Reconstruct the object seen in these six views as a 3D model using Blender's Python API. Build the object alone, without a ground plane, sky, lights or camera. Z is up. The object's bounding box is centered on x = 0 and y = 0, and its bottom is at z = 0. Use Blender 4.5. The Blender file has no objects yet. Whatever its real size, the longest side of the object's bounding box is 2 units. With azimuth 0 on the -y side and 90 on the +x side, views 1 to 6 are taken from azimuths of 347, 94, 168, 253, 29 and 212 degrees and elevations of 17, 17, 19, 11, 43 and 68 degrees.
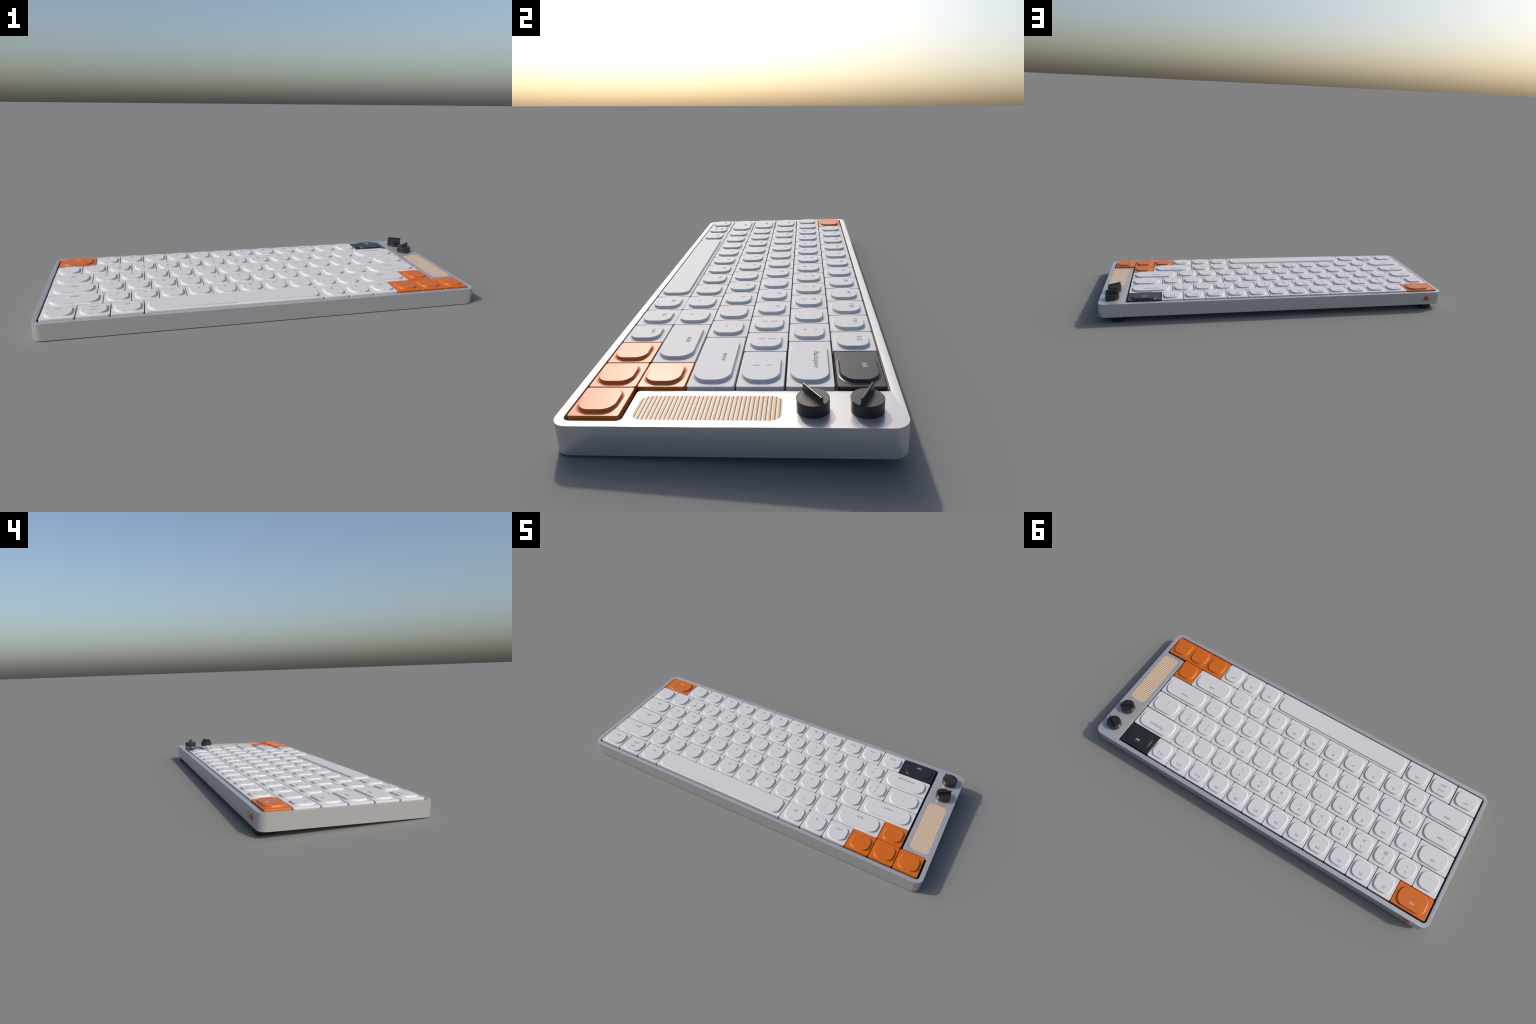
"""A low-profile 75 % mechanical keyboard: tilted metal tray, stepped keycaps with
raised pillow tops, slatted speaker strip, two pointer knobs, power slider, rear feet."""
import bpy, bmesh, math
from mathutils import Vector, Matrix

# ----------------------------------------------------------------- dimensions (metres)
U = 0.1214                      # key pitch
TILT = math.radians(2.33)       # tray leans back on its rear feet
HALF_W, HALF_D = 1.0, 0.392     # tray outline
THICK = 0.0754                  # tray height
CORNER = 0.038
PLATE_Z = 0.0050                # keycap skirt top above the rim
PILLOW = 0.0086                 # raised top above the skirt
GAP = 0.028                     # gap between keys, in U
LIP = 0.0009                    # softened edge of the key well
FLOOR_Z = -0.0130                # bottom of the key well

scene = bpy.context.scene


def link(obj, parent=None):
    scene.collection.objects.link(obj)
    if parent is not None:
        obj.parent = parent
    return obj


# ----------------------------------------------------------------- materials
def principled(name, colour, rough, metallic=0.0, spec=0.5, grain=0.0, grain_scale=900.0,
               mottle=0.0, coat=0.0):
    m = bpy.data.materials.new(name)
    m.use_nodes = True
    nt = m.node_tree
    b = nt.nodes["Principled BSDF"]
    b.inputs["Base Color"].default_value = (*colour, 1)
    b.inputs["Roughness"].default_value = rough
    b.inputs["Metallic"].default_value = metallic
    b.inputs["Specular IOR Level"].default_value = spec
    b.inputs["Coat Weight"].default_value = coat
    tc = nt.nodes.new("ShaderNodeTexCoord")
    if grain:
        n = nt.nodes.new("ShaderNodeTexNoise")
        n.inputs["Scale"].default_value = grain_scale
        n.inputs["Detail"].default_value = 2
        bump = nt.nodes.new("ShaderNodeBump")
        bump.inputs["Strength"].default_value = grain
        bump.inputs["Distance"].default_value = 0.0004
        nt.links.new(tc.outputs["Object"], n.inputs["Vector"])
        nt.links.new(n.outputs["Fac"], bump.inputs["Height"])
        nt.links.new(bump.outputs["Normal"], b.inputs["Normal"])
    if mottle:
        n = nt.nodes.new("ShaderNodeTexNoise")
        n.inputs["Scale"].default_value = 60.0
        n.inputs["Detail"].default_value = 4
        ramp = nt.nodes.new("ShaderNodeValToRGB")
        ramp.color_ramp.elements[0].position = 0.3
        ramp.color_ramp.elements[1].position = 0.7
        ramp.color_ramp.elements[0].color = (*[c * (1 - mottle) for c in colour], 1)
        ramp.color_ramp.elements[1].color = (*[c * (1 + mottle) for c in colour], 1)
        nt.links.new(tc.outputs["Object"], n.inputs["Vector"])
        nt.links.new(n.outputs["Fac"], ramp.inputs["Fac"])
        nt.links.new(ramp.outputs["Color"], b.inputs["Base Color"])
    return m


WHITE = principled("white_keycap_plastic", (0.58, 0.577, 0.582), 0.6, spec=0.25, grain=0.05, mottle=0.008)
ORANGE = principled("orange_keycap_plastic", (0.56, 0.122, 0.005), 0.35, grain=0.04, mottle=0.01)
BLACK = principled("black_keycap_plastic", (0.019, 0.019, 0.021), 0.26, grain=0.04)
KNOB = principled("black_knob_plastic", (0.020, 0.019, 0.018), 0.32, grain=0.05)
ALU = principled("silver_anodised_metal", (0.50, 0.497, 0.503), 0.28, metallic=0.5, grain=0.03, mottle=0.008)
RUBBER = principled("dark_foot_rubber", (0.012, 0.012, 0.012), 0.6, spec=0.3, mottle=0.05)
DECK = principled("dark_switch_plate_metal", (0.006, 0.006, 0.007), 0.6, spec=0.2, mottle=0.05)  # base colour set very dark so the gaps between keys look near black
INK_DARK = principled("grey_legend_ink", (0.13, 0.13, 0.135), 0.6, spec=0.2, mottle=0.03)
INK_PALE = principled("pale_legend_ink", (0.62, 0.60, 0.62), 0.5, mottle=0.02)
GRILLE_DARK = principled("speaker_gap_grey", (0.05, 0.042, 0.032), 0.7, mottle=0.05)
SLIDER = principled("orange_slider_plastic", (0.46, 0.11, 0.012), 0.45, mottle=0.01)

# speaker slat: colour runs across the slat, pale at the front edge to tan at the back edge
SLAT_PITCH = 0.01013
SLAT_GAP = 0.0018
SPK_FIRST = -0.2099             # y of the first gap


def slat_material():
    m = principled("pale_to_tan_slat", (0.7, 0.6, 0.5), 0.54, metallic=0.0, spec=0.4)
    nt = m.node_tree
    b = nt.nodes["Principled BSDF"]
    tc = nt.nodes.new("ShaderNodeTexCoord")
    sep = nt.nodes.new("ShaderNodeSeparateXYZ")
    mr = nt.nodes.new("ShaderNodeMapRange")
    ramp = nt.nodes.new("ShaderNodeValToRGB")
    mr.inputs["From Min"].default_value = SLAT_GAP / 2
    mr.inputs["From Max"].default_value = SLAT_PITCH - SLAT_GAP / 2
    e = ramp.color_ramp.elements
    e[0].position, e[0].color = 0.0, (0.69, 0.625, 0.605, 1)
    e[1].position, e[1].color = 1.0, (0.585, 0.315, 0.105, 1)
    mid = ramp.color_ramp.elements.new(0.32)
    mid.color = (0.68, 0.585, 0.54, 1)
    mid2 = ramp.color_ramp.elements.new(0.62)
    mid2.color = (0.63, 0.42, 0.20, 1)
    nt.links.new(tc.outputs["Object"], sep.inputs[0])
    nt.links.new(sep.outputs["Y"], mr.inputs["Value"])
    nt.links.new(mr.outputs["Result"], ramp.inputs["Fac"])
    nt.links.new(ramp.outputs["Color"], b.inputs["Base Color"])
    return m


SLAT = slat_material()


# ----------------------------------------------------------------- outline helpers
def rounded_rect(x0, x1, y0, y1, r, seg=10, mids=(), power=2.0):
    """Counter-clockwise outline. r may be one radius or four (x0y0, x1y0, x1y1, x0y1);
    mids are fractions along each straight edge where extra points go."""
    rs = r if isinstance(r, (list, tuple)) else (r,) * 4
    corners = [(x0 + rs[0], y0 + rs[0], rs[0], 180), (x1 - rs[1], y0 + rs[1], rs[1], 270),
               (x1 - rs[2], y1 - rs[2], rs[2], 0), (x0 + rs[3], y1 - rs[3], rs[3], 90)]
    pts = []
    for i, (cx, cy, rr, a0) in enumerate(corners):
        arc = []
        for k in range(seg + 1):
            a = math.radians(a0 + 90 * k / seg)
            c, s = math.cos(a), math.sin(a)
            arc.append((cx + rr * math.copysign(abs(c) ** (2 / power), c),
                        cy + rr * math.copysign(abs(s) ** (2 / power), s)))
        pts += arc
        nx, ny, nr, na = corners[(i + 1) % 4]
        a = math.radians(na)
        start = (nx + nr * math.cos(a), ny + nr * math.sin(a))
        for t in mids:
            pts.append((arc[-1][0] + (start[0] - arc[-1][0]) * t, arc[-1][1] + (start[1] - arc[-1][1]) * t))
    return pts


def bridge(bm, a, b):
    n = len(a)
    return [bm.faces.new((a[i], a[(i + 1) % n], b[(i + 1) % n], b[i])) for i in range(n)]


def add_ring(bm, pts, z):
    return [bm.verts.new((x, y, z)) for x, y in pts]


def finish(bm, name, angle=35.0):
    bmesh.ops.recalc_face_normals(bm, faces=bm.faces)
    me = bpy.data.meshes.new(name)
    bm.to_mesh(me)
    bm.free()
    for p in me.polygons:
        p.use_smooth = True
    me.set_sharp_from_angle(angle=math.radians(angle))
    return me


# ----------------------------------------------------------------- the thing
root = bpy.data.objects.new("keyboard", None)
link(root)
root.empty_display_size = 0.1
root["label"] = "slim white keyboard with orange accent keys and two black knobs"
root["category"] = "computer keyboard"
# front bottom edge stands on the ground; local z = 0 is the rim, local y = 0 the middle
root.rotation_euler = (TILT, 0, 0)
root.location = (0, -0.394 + HALF_D * math.cos(TILT), 0.0752 + HALF_D * math.sin(TILT))
ROOT_M = Matrix.Translation(root.location) @ Matrix.Rotation(TILT, 4, "X")
ROOT_INV = ROOT_M.inverted()


# ----------------------------------------------------------------- tray
def well_outline(grow=0.0):
    """Key well: wide field plus a bay for the last arrow key at the front right."""
    xl, xr, xb = -0.9812 - grow, 0.8580 + grow, 0.9795 + grow
    yf, yb, ym = -0.3715 - grow, 0.3693 + grow, -0.2355 + grow

    def arc(cx, cy, r, a0, a1, n=7):
        return [(cx + r * math.cos(math.radians(a0 + (a1 - a0) * k / n)),
                 cy + r * math.sin(math.radians(a0 + (a1 - a0) * k / n))) for k in range(n + 1)]

    r, rs, ri = 0.018 + grow, 0.012 + grow, 0.009 - grow
    pts = arc(xl + r, yf + r, r, 180, 270)
    pts += arc(xb - r, yf + r, r, 270, 360)
    pts += arc(xb - rs, ym - rs, rs, 0, 90)
    pts += arc(xr + ri, ym + ri, ri, 270, 180)          # outward corner of the control panel
    pts += arc(xr - 0.003, yb - 0.003, 0.003, 0, 90, 3)
    pts += arc(xl + r, yb - r, r, 90, 180)
    return pts


SPK = (0.8800, 0.9760, -0.2170, 0.1185, 0.025)


def build_tray():
    bm = bmesh.new()
    edge = 0.00015
    full = rounded_rect(-HALF_W, HALF_W, -HALF_D, HALF_D, CORNER, seg=14)
    inset = rounded_rect(-HALF_W + edge, HALF_W - edge, -HALF_D + edge, HALF_D - edge, CORNER - edge, seg=14)
    bottom_in = add_ring(bm, inset, -THICK)
    bottom_out = add_ring(bm, full, -THICK + edge)
    top_out = add_ring(bm, full, -edge)
    top_in = add_ring(bm, inset, 0)
    bm.faces.new(bottom_in)
    bridge(bm, bottom_in, bottom_out)
    bridge(bm, bottom_out, top_out)
    bridge(bm, top_out, top_in)
    # key well, with a softened lip
    lips = []
    for k in range(4):
        a = math.radians(90 * k / 3)
        lips.append(add_ring(bm, well_outline(LIP * (1 - math.sin(a))), -LIP * (1 - math.cos(a))))
    for a, b in zip(lips, lips[1:]):
        bridge(bm, a, b)
    wb = add_ring(bm, well_outline(), FLOOR_Z)
    bridge(bm, lips[-1], wb)
    bm.faces.new(wb)
    # speaker recess
    sp = rounded_rect(*SPK, seg=10)
    st, sb = add_ring(bm, sp, 0), add_ring(bm, sp, -0.006)
    bridge(bm, st, sb)
    bm.faces.new(sb)
    # top face with its two openings
    loops = [top_in, lips[0], st]
    edges = [bm.edges.get((l[i], l[(i + 1) % len(l)])) for l in loops for i in range(len(l))]
    bmesh.ops.triangle_fill(bm, use_beauty=True, use_dissolve=False, edges=edges, normal=(0, 0, 1))
    me = finish(bm, "tray", 40)
    me.materials.append(ALU)
    tray = link(bpy.data.objects.new("tray", me), root)
    # slot for the power slider in the rear wall
    bm = bmesh.new()
    out = rounded_rect(-0.9180, -0.8480, -0.0375 - 0.0123, -0.0375 + 0.0123, 0.01225, seg=10)
    a = [bm.verts.new((x, HALF_D - 0.0040, z)) for x, z in out]
    b = [bm.verts.new((x, HALF_D + 0.02, z)) for x, z in out]
    bridge(bm, a, b)
    bm.faces.new(a)
    bm.faces.new(b)
    cm = finish(bm, "slot_cut")
    cm.materials.append(ALU)
    cutter = link(bpy.data.objects.new("slot_cut", cm), root)
    mod = tray.modifiers.new("slot", "BOOLEAN")
    mod.operation, mod.solver, mod.object, mod.material_mode = "DIFFERENCE", "EXACT", cutter, "TRANSFER"
    bpy.context.view_layer.update()
    dg = bpy.context.evaluated_depsgraph_get()
    new = bpy.data.meshes.new_from_object(tray.evaluated_get(dg))
    tray.modifiers.clear()
    tray.data = new
    new.name = "tray"
    for p in new.polygons:
        p.use_smooth = True
    new.set_sharp_from_angle(angle=math.radians(40))
    bpy.data.objects.remove(cutter)
    return tray


tray = build_tray()


def build_deck():
    bm = bmesh.new()
    lo, hi = add_ring(bm, well_outline(-0.0008), FLOOR_Z + 0.0002), add_ring(bm, well_outline(-0.0008), FLOOR_Z + 0.002)
    bridge(bm, lo, hi)
    bm.faces.new(lo)
    bm.faces.new(hi)
    me = finish(bm, "switch_plate")
    me.materials.append(DECK)
    return link(bpy.data.objects.new("switch_plate", me), root)


build_deck()

# ----------------------------------------------------------------- keycaps
# pillow wall, from the sharp top edge down to the skirt: (outward offset, height above skirt)
WALL = [(-0.0002, PILLOW), (0.0001, PILLOW - 0.0003), (0.0005, 0.0060), (0.0010, 0.0041), (0.0017, 0.0027),
        (0.0028, 0.0015), (0.0043, 0.0007), (0.0063, 0.00025), (0.0085, 0.00004), (0.0098, 0.0), (0.0102, 0.0)]
PINCH = [0, 0, 0.0005, 0.0007, 0.0008, 0.0007, 0.0005, 0.0002, 0, 0, 0]    # wall pushed in mid-side to model a small dark shading tick
_caps = {}


def keycap_mesh(w, d, style):
    """Keycap centred on its cell; w, d are the skirt size, style sets the pillow."""
    key = (round(w, 5), round(d, 5), style)
    if key in _caps:
        return _caps[key]
    px, py0, py1, pr, sx = {"small": (0.128, 0.118, 0.141, 0.245, 0.020),
                            "wide": (0.172, 0.085, 0.098, 0.310, 0.018),
                            "bar": (0.150, 0.085, 0.090, 0.240, 0.000)}[style]
    hx, hy = w / 2, d / 2
    bm = bmesh.new()
    seg = 12
    dim = 0.0028

    def ring(x0, x1, y0, y1, r, z, pinch=0.0):
        lx = (x1 - x0) - 2 * r
        ly = (y1 - y0) - 2 * r
        pts = []
        base = rounded_rect(x0, x1, y0, y1, r, seg=seg, mids=())
        n = seg + 1
        for i in range(4):
            pts += base[i * n:(i + 1) * n]
            p, q = base[(i + 1) * n - 1], base[((i + 1) % 4) * n]
            length = lx if i % 2 == 0 else ly
            f = min(0.45, dim / max(length, 1e-6))
            for j, t in enumerate((0.5 - f, 0.5, 0.5 + f)):
                x, y = p[0] + (q[0] - p[0]) * t, p[1] + (q[1] - p[1]) * t
                if pinch and j == 1:
                    inward = [(0, 1), (-1, 0), (0, -1), (1, 0)][i]
                    x, y = x + inward[0] * pinch, y + inward[1] * pinch
                pts.append((x, y))
        return add_ring(bm, pts, z)

    re = 0.0060
    rings = [ring(-hx, hx, -hy, hy, re, -0.0106),
             ring(-hx, hx, -hy, hy, re, PLATE_Z - 0.0009)]
    for k in (1, 2, 3):
        a = math.radians(30 * k)
        o = 0.0009 * (1 - math.cos(a))
        rings.append(ring(-hx + o, hx - o, -hy + o, hy - o, re - o, PLATE_Z - 0.0009 * (1 - math.sin(a))))
    rings.append(ring(-hx + 0.0012, hx - 0.0012, -hy + 0.0012, hy - 0.0012, re - 0.0011, PLATE_Z))
    x0, x1 = -hx + px * U + sx * U, hx - px * U + sx * U
    y0, y1 = -hy + py0 * U, hy - py1 * U
    room = min(x0 + hx, hx - x1, y0 + hy, hy - y1) - 0.0014
    reach = min(1.0, room / WALL[-1][0])
    for (o, h), pin in list(zip(WALL, PINCH))[::-1]:
        o *= 1 - (1 - reach) * max(0.0, o) / WALL[-1][0]
        rings.append(ring(x0 - o, x1 + o, y0 - o, y1 + o, pr * U + o, PLATE_Z + h, pin))
    for a, b in zip(rings, rings[1:]):
        bridge(bm, a, b)
    bm.faces.new(rings[-1])
    bm.faces.new(rings[0][::-1])
    me = finish(bm, "keycap", 38)
    me.materials.append(WHITE)
    _caps[key] = me
    return me


LEGEND_Z = PLATE_Z + PILLOW
SIZE = 0.0208


def text_mesh(parts):
    """parts: list of (string, x, y) centred legends -> one mesh"""
    joined = bmesh.new()
    for body, x, y, size in parts:
        cu = bpy.data.curves.new("legend", "FONT")
        cu.body, cu.size, cu.align_x = body, size, "CENTER"
        cu.resolution_u = 3
        cu.extrude = 0.00025
        cu.offset = -0.00016
        ob = link(bpy.data.objects.new("legend", cu))
        bpy.context.view_layer.update()
        me = bpy.data.meshes.new_from_object(ob.evaluated_get(bpy.context.evaluated_depsgraph_get()))
        me.transform(Matrix.Translation((x, y - 0.341 * size, 0.0001)))
        joined.from_mesh(me)
        bpy.data.objects.remove(ob)
        bpy.data.curves.remove(cu)
        bpy.data.meshes.remove(me)
    me = bpy.data.meshes.new("legend")
    joined.to_mesh(me)
    joined.free()
    return me


HI, LO = 0.145, -0.110          # legend heights above / below the key centre, in U


def place_key(name, x, row, w, legend="", colour=WHITE, back=0.0, front=0.0, slack=0.0, left=0.0):
    """x, w in U from the left edge of the field; row counted from the front."""
    if x == 0:
        left, slack = left + 0.005, slack - 0.010   # left column reaches further to the rim
    kw = (w - GAP - slack) * U
    style = "bar" if w > 3 else "wide" if w >= 1.4 else "small"
    deep = 0.018 if style == "wide" else 0.0      # long caps leave wider gaps between rows
    kd = (1 - GAP - deep + back + front) * U
    me = keycap_mesh(kw, kd, style)
    ob = link(bpy.data.objects.new(name, me), root)
    cx, cy = (x + w / 2 - left - 8) * U, (row + 0.5 - 3) * U
    ob.location = (cx, cy + (back - front) / 2 * U, 0)
    if colour is not WHITE:
        ob.material_slots[0].link = "OBJECT"
        ob.material_slots[0].material = colour
    if legend:
        two = legend.split("\n")
        parts = [(two[0], 0.0, HI * U, SIZE)]
        if len(two) > 1:
            parts.append((two[1], 0.0, LO * U, SIZE))
        lm = text_mesh(parts)
        lm.materials.append(INK_DARK if colour is WHITE else INK_PALE)
        lo = link(bpy.data.objects.new("legend", lm), ob)
        lo.location = (0, -ob.location.y + cy, LEGEND_Z)
    return ob


# bottom row: modifiers, space bar, modifiers, arrows
M = 3.4375 / 3
place_key("key", 0, 0, M, "ctrl", slack=0.008, left=0.004, front=-0.004, back=-0.004)
place_key("key", M, 0, M, "cmd\nwin", slack=0.014, back=-0.004)
place_key("key", 2 * M, 0, M, "alt", slack=0.010, back=-0.004)
place_key("space_bar", 3 * M, 0, 10 - 3 * M)
place_key("key", 10, 0, 1, "alt", back=0.010)
place_key("key", 11, 0, 1, "fn", back=0.010)
place_key("key", 12, 0, 1, "ctrl")
for i in range(3):
    place_key("arrow_key", 13 + i, 0, 1, colour=ORANGE)
# shift row
place_key("key", 0, 1, 2, "shift")
for i, t in enumerate(["Z", "X", "C", "V", "B", "N", "M", ",\n<", ".\n>", "/\n?"]):
    place_key("key", 2 + i, 1, 1, t, front=0.010 if i > 7 else 0.0)
place_key("key", 12, 1, 2, "shift")
place_key("arrow_key", 14, 1, 1, colour=ORANGE)
# home row
place_key("key", 0, 2, 1.75, "caps")
for i, t in enumerate(["A", "S", "D", "F", "G", "H", "J", "K", "L", ";\n:", "'\n\""]):
    place_key("key", 1.75 + i, 2, 1, t)
place_key("key", 12.75, 2, 2.25, "enter")
# upper row
place_key("key", 0, 3, 1.5, "tab")
for i, t in enumerate(["Q", "W", "E", "R", "T", "Y", "U", "I", "O", "P", "[\n{", "]\n}"]):
    place_key("key", 1.5 + i, 3, 1, t)
place_key("key", 13.5, 3, 1.5, "\\\n|")
# number row
for i, t in enumerate(["`\n~", "1\n!", "2\n@", "3\n#", "4\n$", "5\n%", "6\n^", "7\n&", "8\n*", "9\n(", "0\n)", "-\n_", "=\n+"]):
    place_key("key", i, 4, 1, t)
place_key("key", 13, 4, 2, "Backspace")
# function row
place_key("key", 0, 5, 1.5, "esc", colour=ORANGE)
for i in range(12):
    place_key("key", 1.5 + i, 5, 1, f"F{i + 1}")
place_key("key", 13.5, 5, 1.5, "del", colour=BLACK, slack=0.016, front=-0.012)


# ----------------------------------------------------------------- speaker strip
def span_at(y):
    """x range of the rounded speaker outline at height y"""
    x0, x1, y0, y1, r = SPK
    cut = 0.0
    for edge, sgn in ((y0, 1), (y1, -1)):
        dist = (y - edge) * sgn
        if dist < r:
            dist = max(dist, 0.0)
            cut = max(cut, r - math.sqrt(max(0.0, r * r - (r - dist) ** 2)))
    return x0 + cut, x1 - cut


def build_speaker():
    x0, x1, y0, y1, r = SPK
    bm = bmesh.new()
    pts = rounded_rect(x0 + 0.0002, x1 - 0.0002, y0 + 0.0002, y1 - 0.0002, r, seg=10)
    lo, hi = add_ring(bm, pts, -0.0058), add_ring(bm, pts, -0.0001)
    bridge(bm, lo, hi)
    bm.faces.new(lo)
    bm.faces.new(hi)
    me = finish(bm, "speaker")
    me.materials.append(GRILLE_DARK)
    speaker = link(bpy.data.objects.new("speaker", me), root)
    k = -1
    while True:
        base = SPK_FIRST + k * SLAT_PITCH
        a, b = max(base + SLAT_GAP / 2, y0 + 0.0003), min(base + SLAT_PITCH - SLAT_GAP / 2, y1 - 0.0003)
        k += 1
        if base > y1:
            break
        if b - a < 0.001:
            continue
        bm = bmesh.new()
        left, right = [], []
        steps = 8
        for s in range(steps + 1):
            y = a + (b - a) * s / steps
            l, rr = span_at(y)
            left.append((l + 0.0003, y - base))
            right.append((rr - 0.0003, y - base))
        outline = right + left[::-1]
        lo = [bm.verts.new((x, y, -0.0003)) for x, y in outline]
        hi = [bm.verts.new((x, y, 0.0002)) for x, y in outline]
        bridge(bm, lo, hi)
        bm.faces.new(lo)
        bm.faces.new(hi)
        sm = finish(bm, "slat", 30)
        sm.materials.append(SLAT)
        ob = link(bpy.data.objects.new("slat", sm), speaker)
        ob.location = (0, base, 0)


build_speaker()


# ----------------------------------------------------------------- knobs
def knob_meshes():
    R, H, n = 0.0374, 0.0300, 72
    prof = [(R - 0.0012, 0.0002), (R - 0.0012, 0.0014), (R, 0.0016), (R, H - 0.0009), (R - 0.0003, H - 0.0003), (R - 0.0009, H)]
    bm = bmesh.new()
    rings = [[bm.verts.new((r * math.cos(math.tau * i / n), r * math.sin(math.tau * i / n), z)) for i in range(n)] for r, z in prof]
    for a, b in zip(rings, rings[1:]):
        bridge(bm, a, b)
    bm.faces.new(rings[0])
    bm.faces.new(rings[-1])
    body = finish(bm, "knob", 18)
    body.materials.append(KNOB)
    # pointer: thin blade with a flared, hollow-ground foot
    half = [(0.0056, H - 0.0006), (0.0054, H + 0.0004), (0.0042, H + 0.0024), (0.0033, H + 0.0048), (0.0029, H + 0.0080),
            (0.0029, H + 0.0120), (0.0029, H + 0.0160), (0.0026, H + 0.0170), (0.0020, H + 0.0177), (0.0010, H + 0.0180)]
    section = half + [(-y, z) for y, z in half[::-1]]
    bm = bmesh.new()
    cols = []
    for x in (-0.0362, -0.0358, 0.0358, 0.0362):
        shrink = 0.0004 if abs(x) > 0.036 else 0.0
        col = []
        for y, z in section:
            ye = math.copysign(max(abs(y) - shrink, 0.0004), y)
            # keep the flared foot inside the round body
            lim = math.sqrt(max(0.0, (R - 0.0006) ** 2 - ye * ye))
            xe = math.copysign(min(abs(x), lim), x)
            col.append(bm.verts.new((xe, ye, z - (shrink if z > H + 0.015 else 0))))
        cols.append(col)
    for a, b in zip(cols, cols[1:]):
        bridge(bm, a, b)
    bm.faces.new(cols[0])
    bm.faces.new(cols[-1])
    fin = finish(bm, "pointer", 32)
    fin.materials.append(KNOB)
    return body, fin


knob_body, knob_fin = knob_meshes()
for x, y, turn in ((0.931, 0.1870, 33.5), (0.931, 0.3065, -25.5)):
    k = link(bpy.data.objects.new("knob", knob_body), root)
    k.location = (x, y, 0)
    k.rotation_euler = (0, 0, math.radians(turn))
    link(bpy.data.objects.new("pointer", knob_fin), k)


# ----------------------------------------------------------------- power slider on the rear wall
def build_slider():
    bm = bmesh.new()
    n, r = 40, 0.0142
    prof = [(r, HALF_D - 0.006), (r, HALF_D + 0.0022), (r - 0.0003, HALF_D + 0.0028), (r - 0.0009, HALF_D + 0.0031)]
    rings = [[bm.verts.new((-0.9055 + q * math.cos(math.tau * i / n), y, -0.0375 + q * math.sin(math.tau * i / n))) for i in range(n)] for q, y in prof]
    for a, b in zip(rings, rings[1:]):
        bridge(bm, a, b)
    bm.faces.new(rings[0])
    bm.faces.new(rings[-1])
    me = finish(bm, "power_slider", 35)
    me.materials.append(SLIDER)
    return link(bpy.data.objects.new("power_slider", me), root)


build_slider()


# ----------------------------------------------------------------- rear feet, flat on the ground
def build_foot():
    bm = bmesh.new()
    hx, y0, y1 = 0.034, 0.284, 0.385
    prof = [(0.0085, 0.0), (0.0040, 0.0010), (0.0012, 0.0040), (0.0, 0.0090), (0.0, 0.045)]
    rings = []
    for o, z in prof:
        pts = rounded_rect(-hx + o, hx - o, y0 + o, y1 - o, 0.014 - o, seg=8)
        ring = []
        for x, y in pts:
            if z > 0.02:        # top follows the sloping underside
                zz = 0.0752 - THICK + (y + 0.391) * math.tan(TILT) + 0.0006
            else:
                zz = z
            ring.append(bm.verts.new((x, y, zz)))
        rings.append(ring)
    for a, b in zip(rings, rings[1:]):
        bridge(bm, a, b)
    bm.faces.new(rings[0])
    bm.faces.new(rings[-1])
    me = finish(bm, "foot", 50)
    rot = ROOT_INV
    me.transform(rot)
    me.materials.append(RUBBER)
    return me


foot = build_foot()
for x in (-0.910, 0.902):
    f = link(bpy.data.objects.new("foot", foot), root)
    f.location.x = x
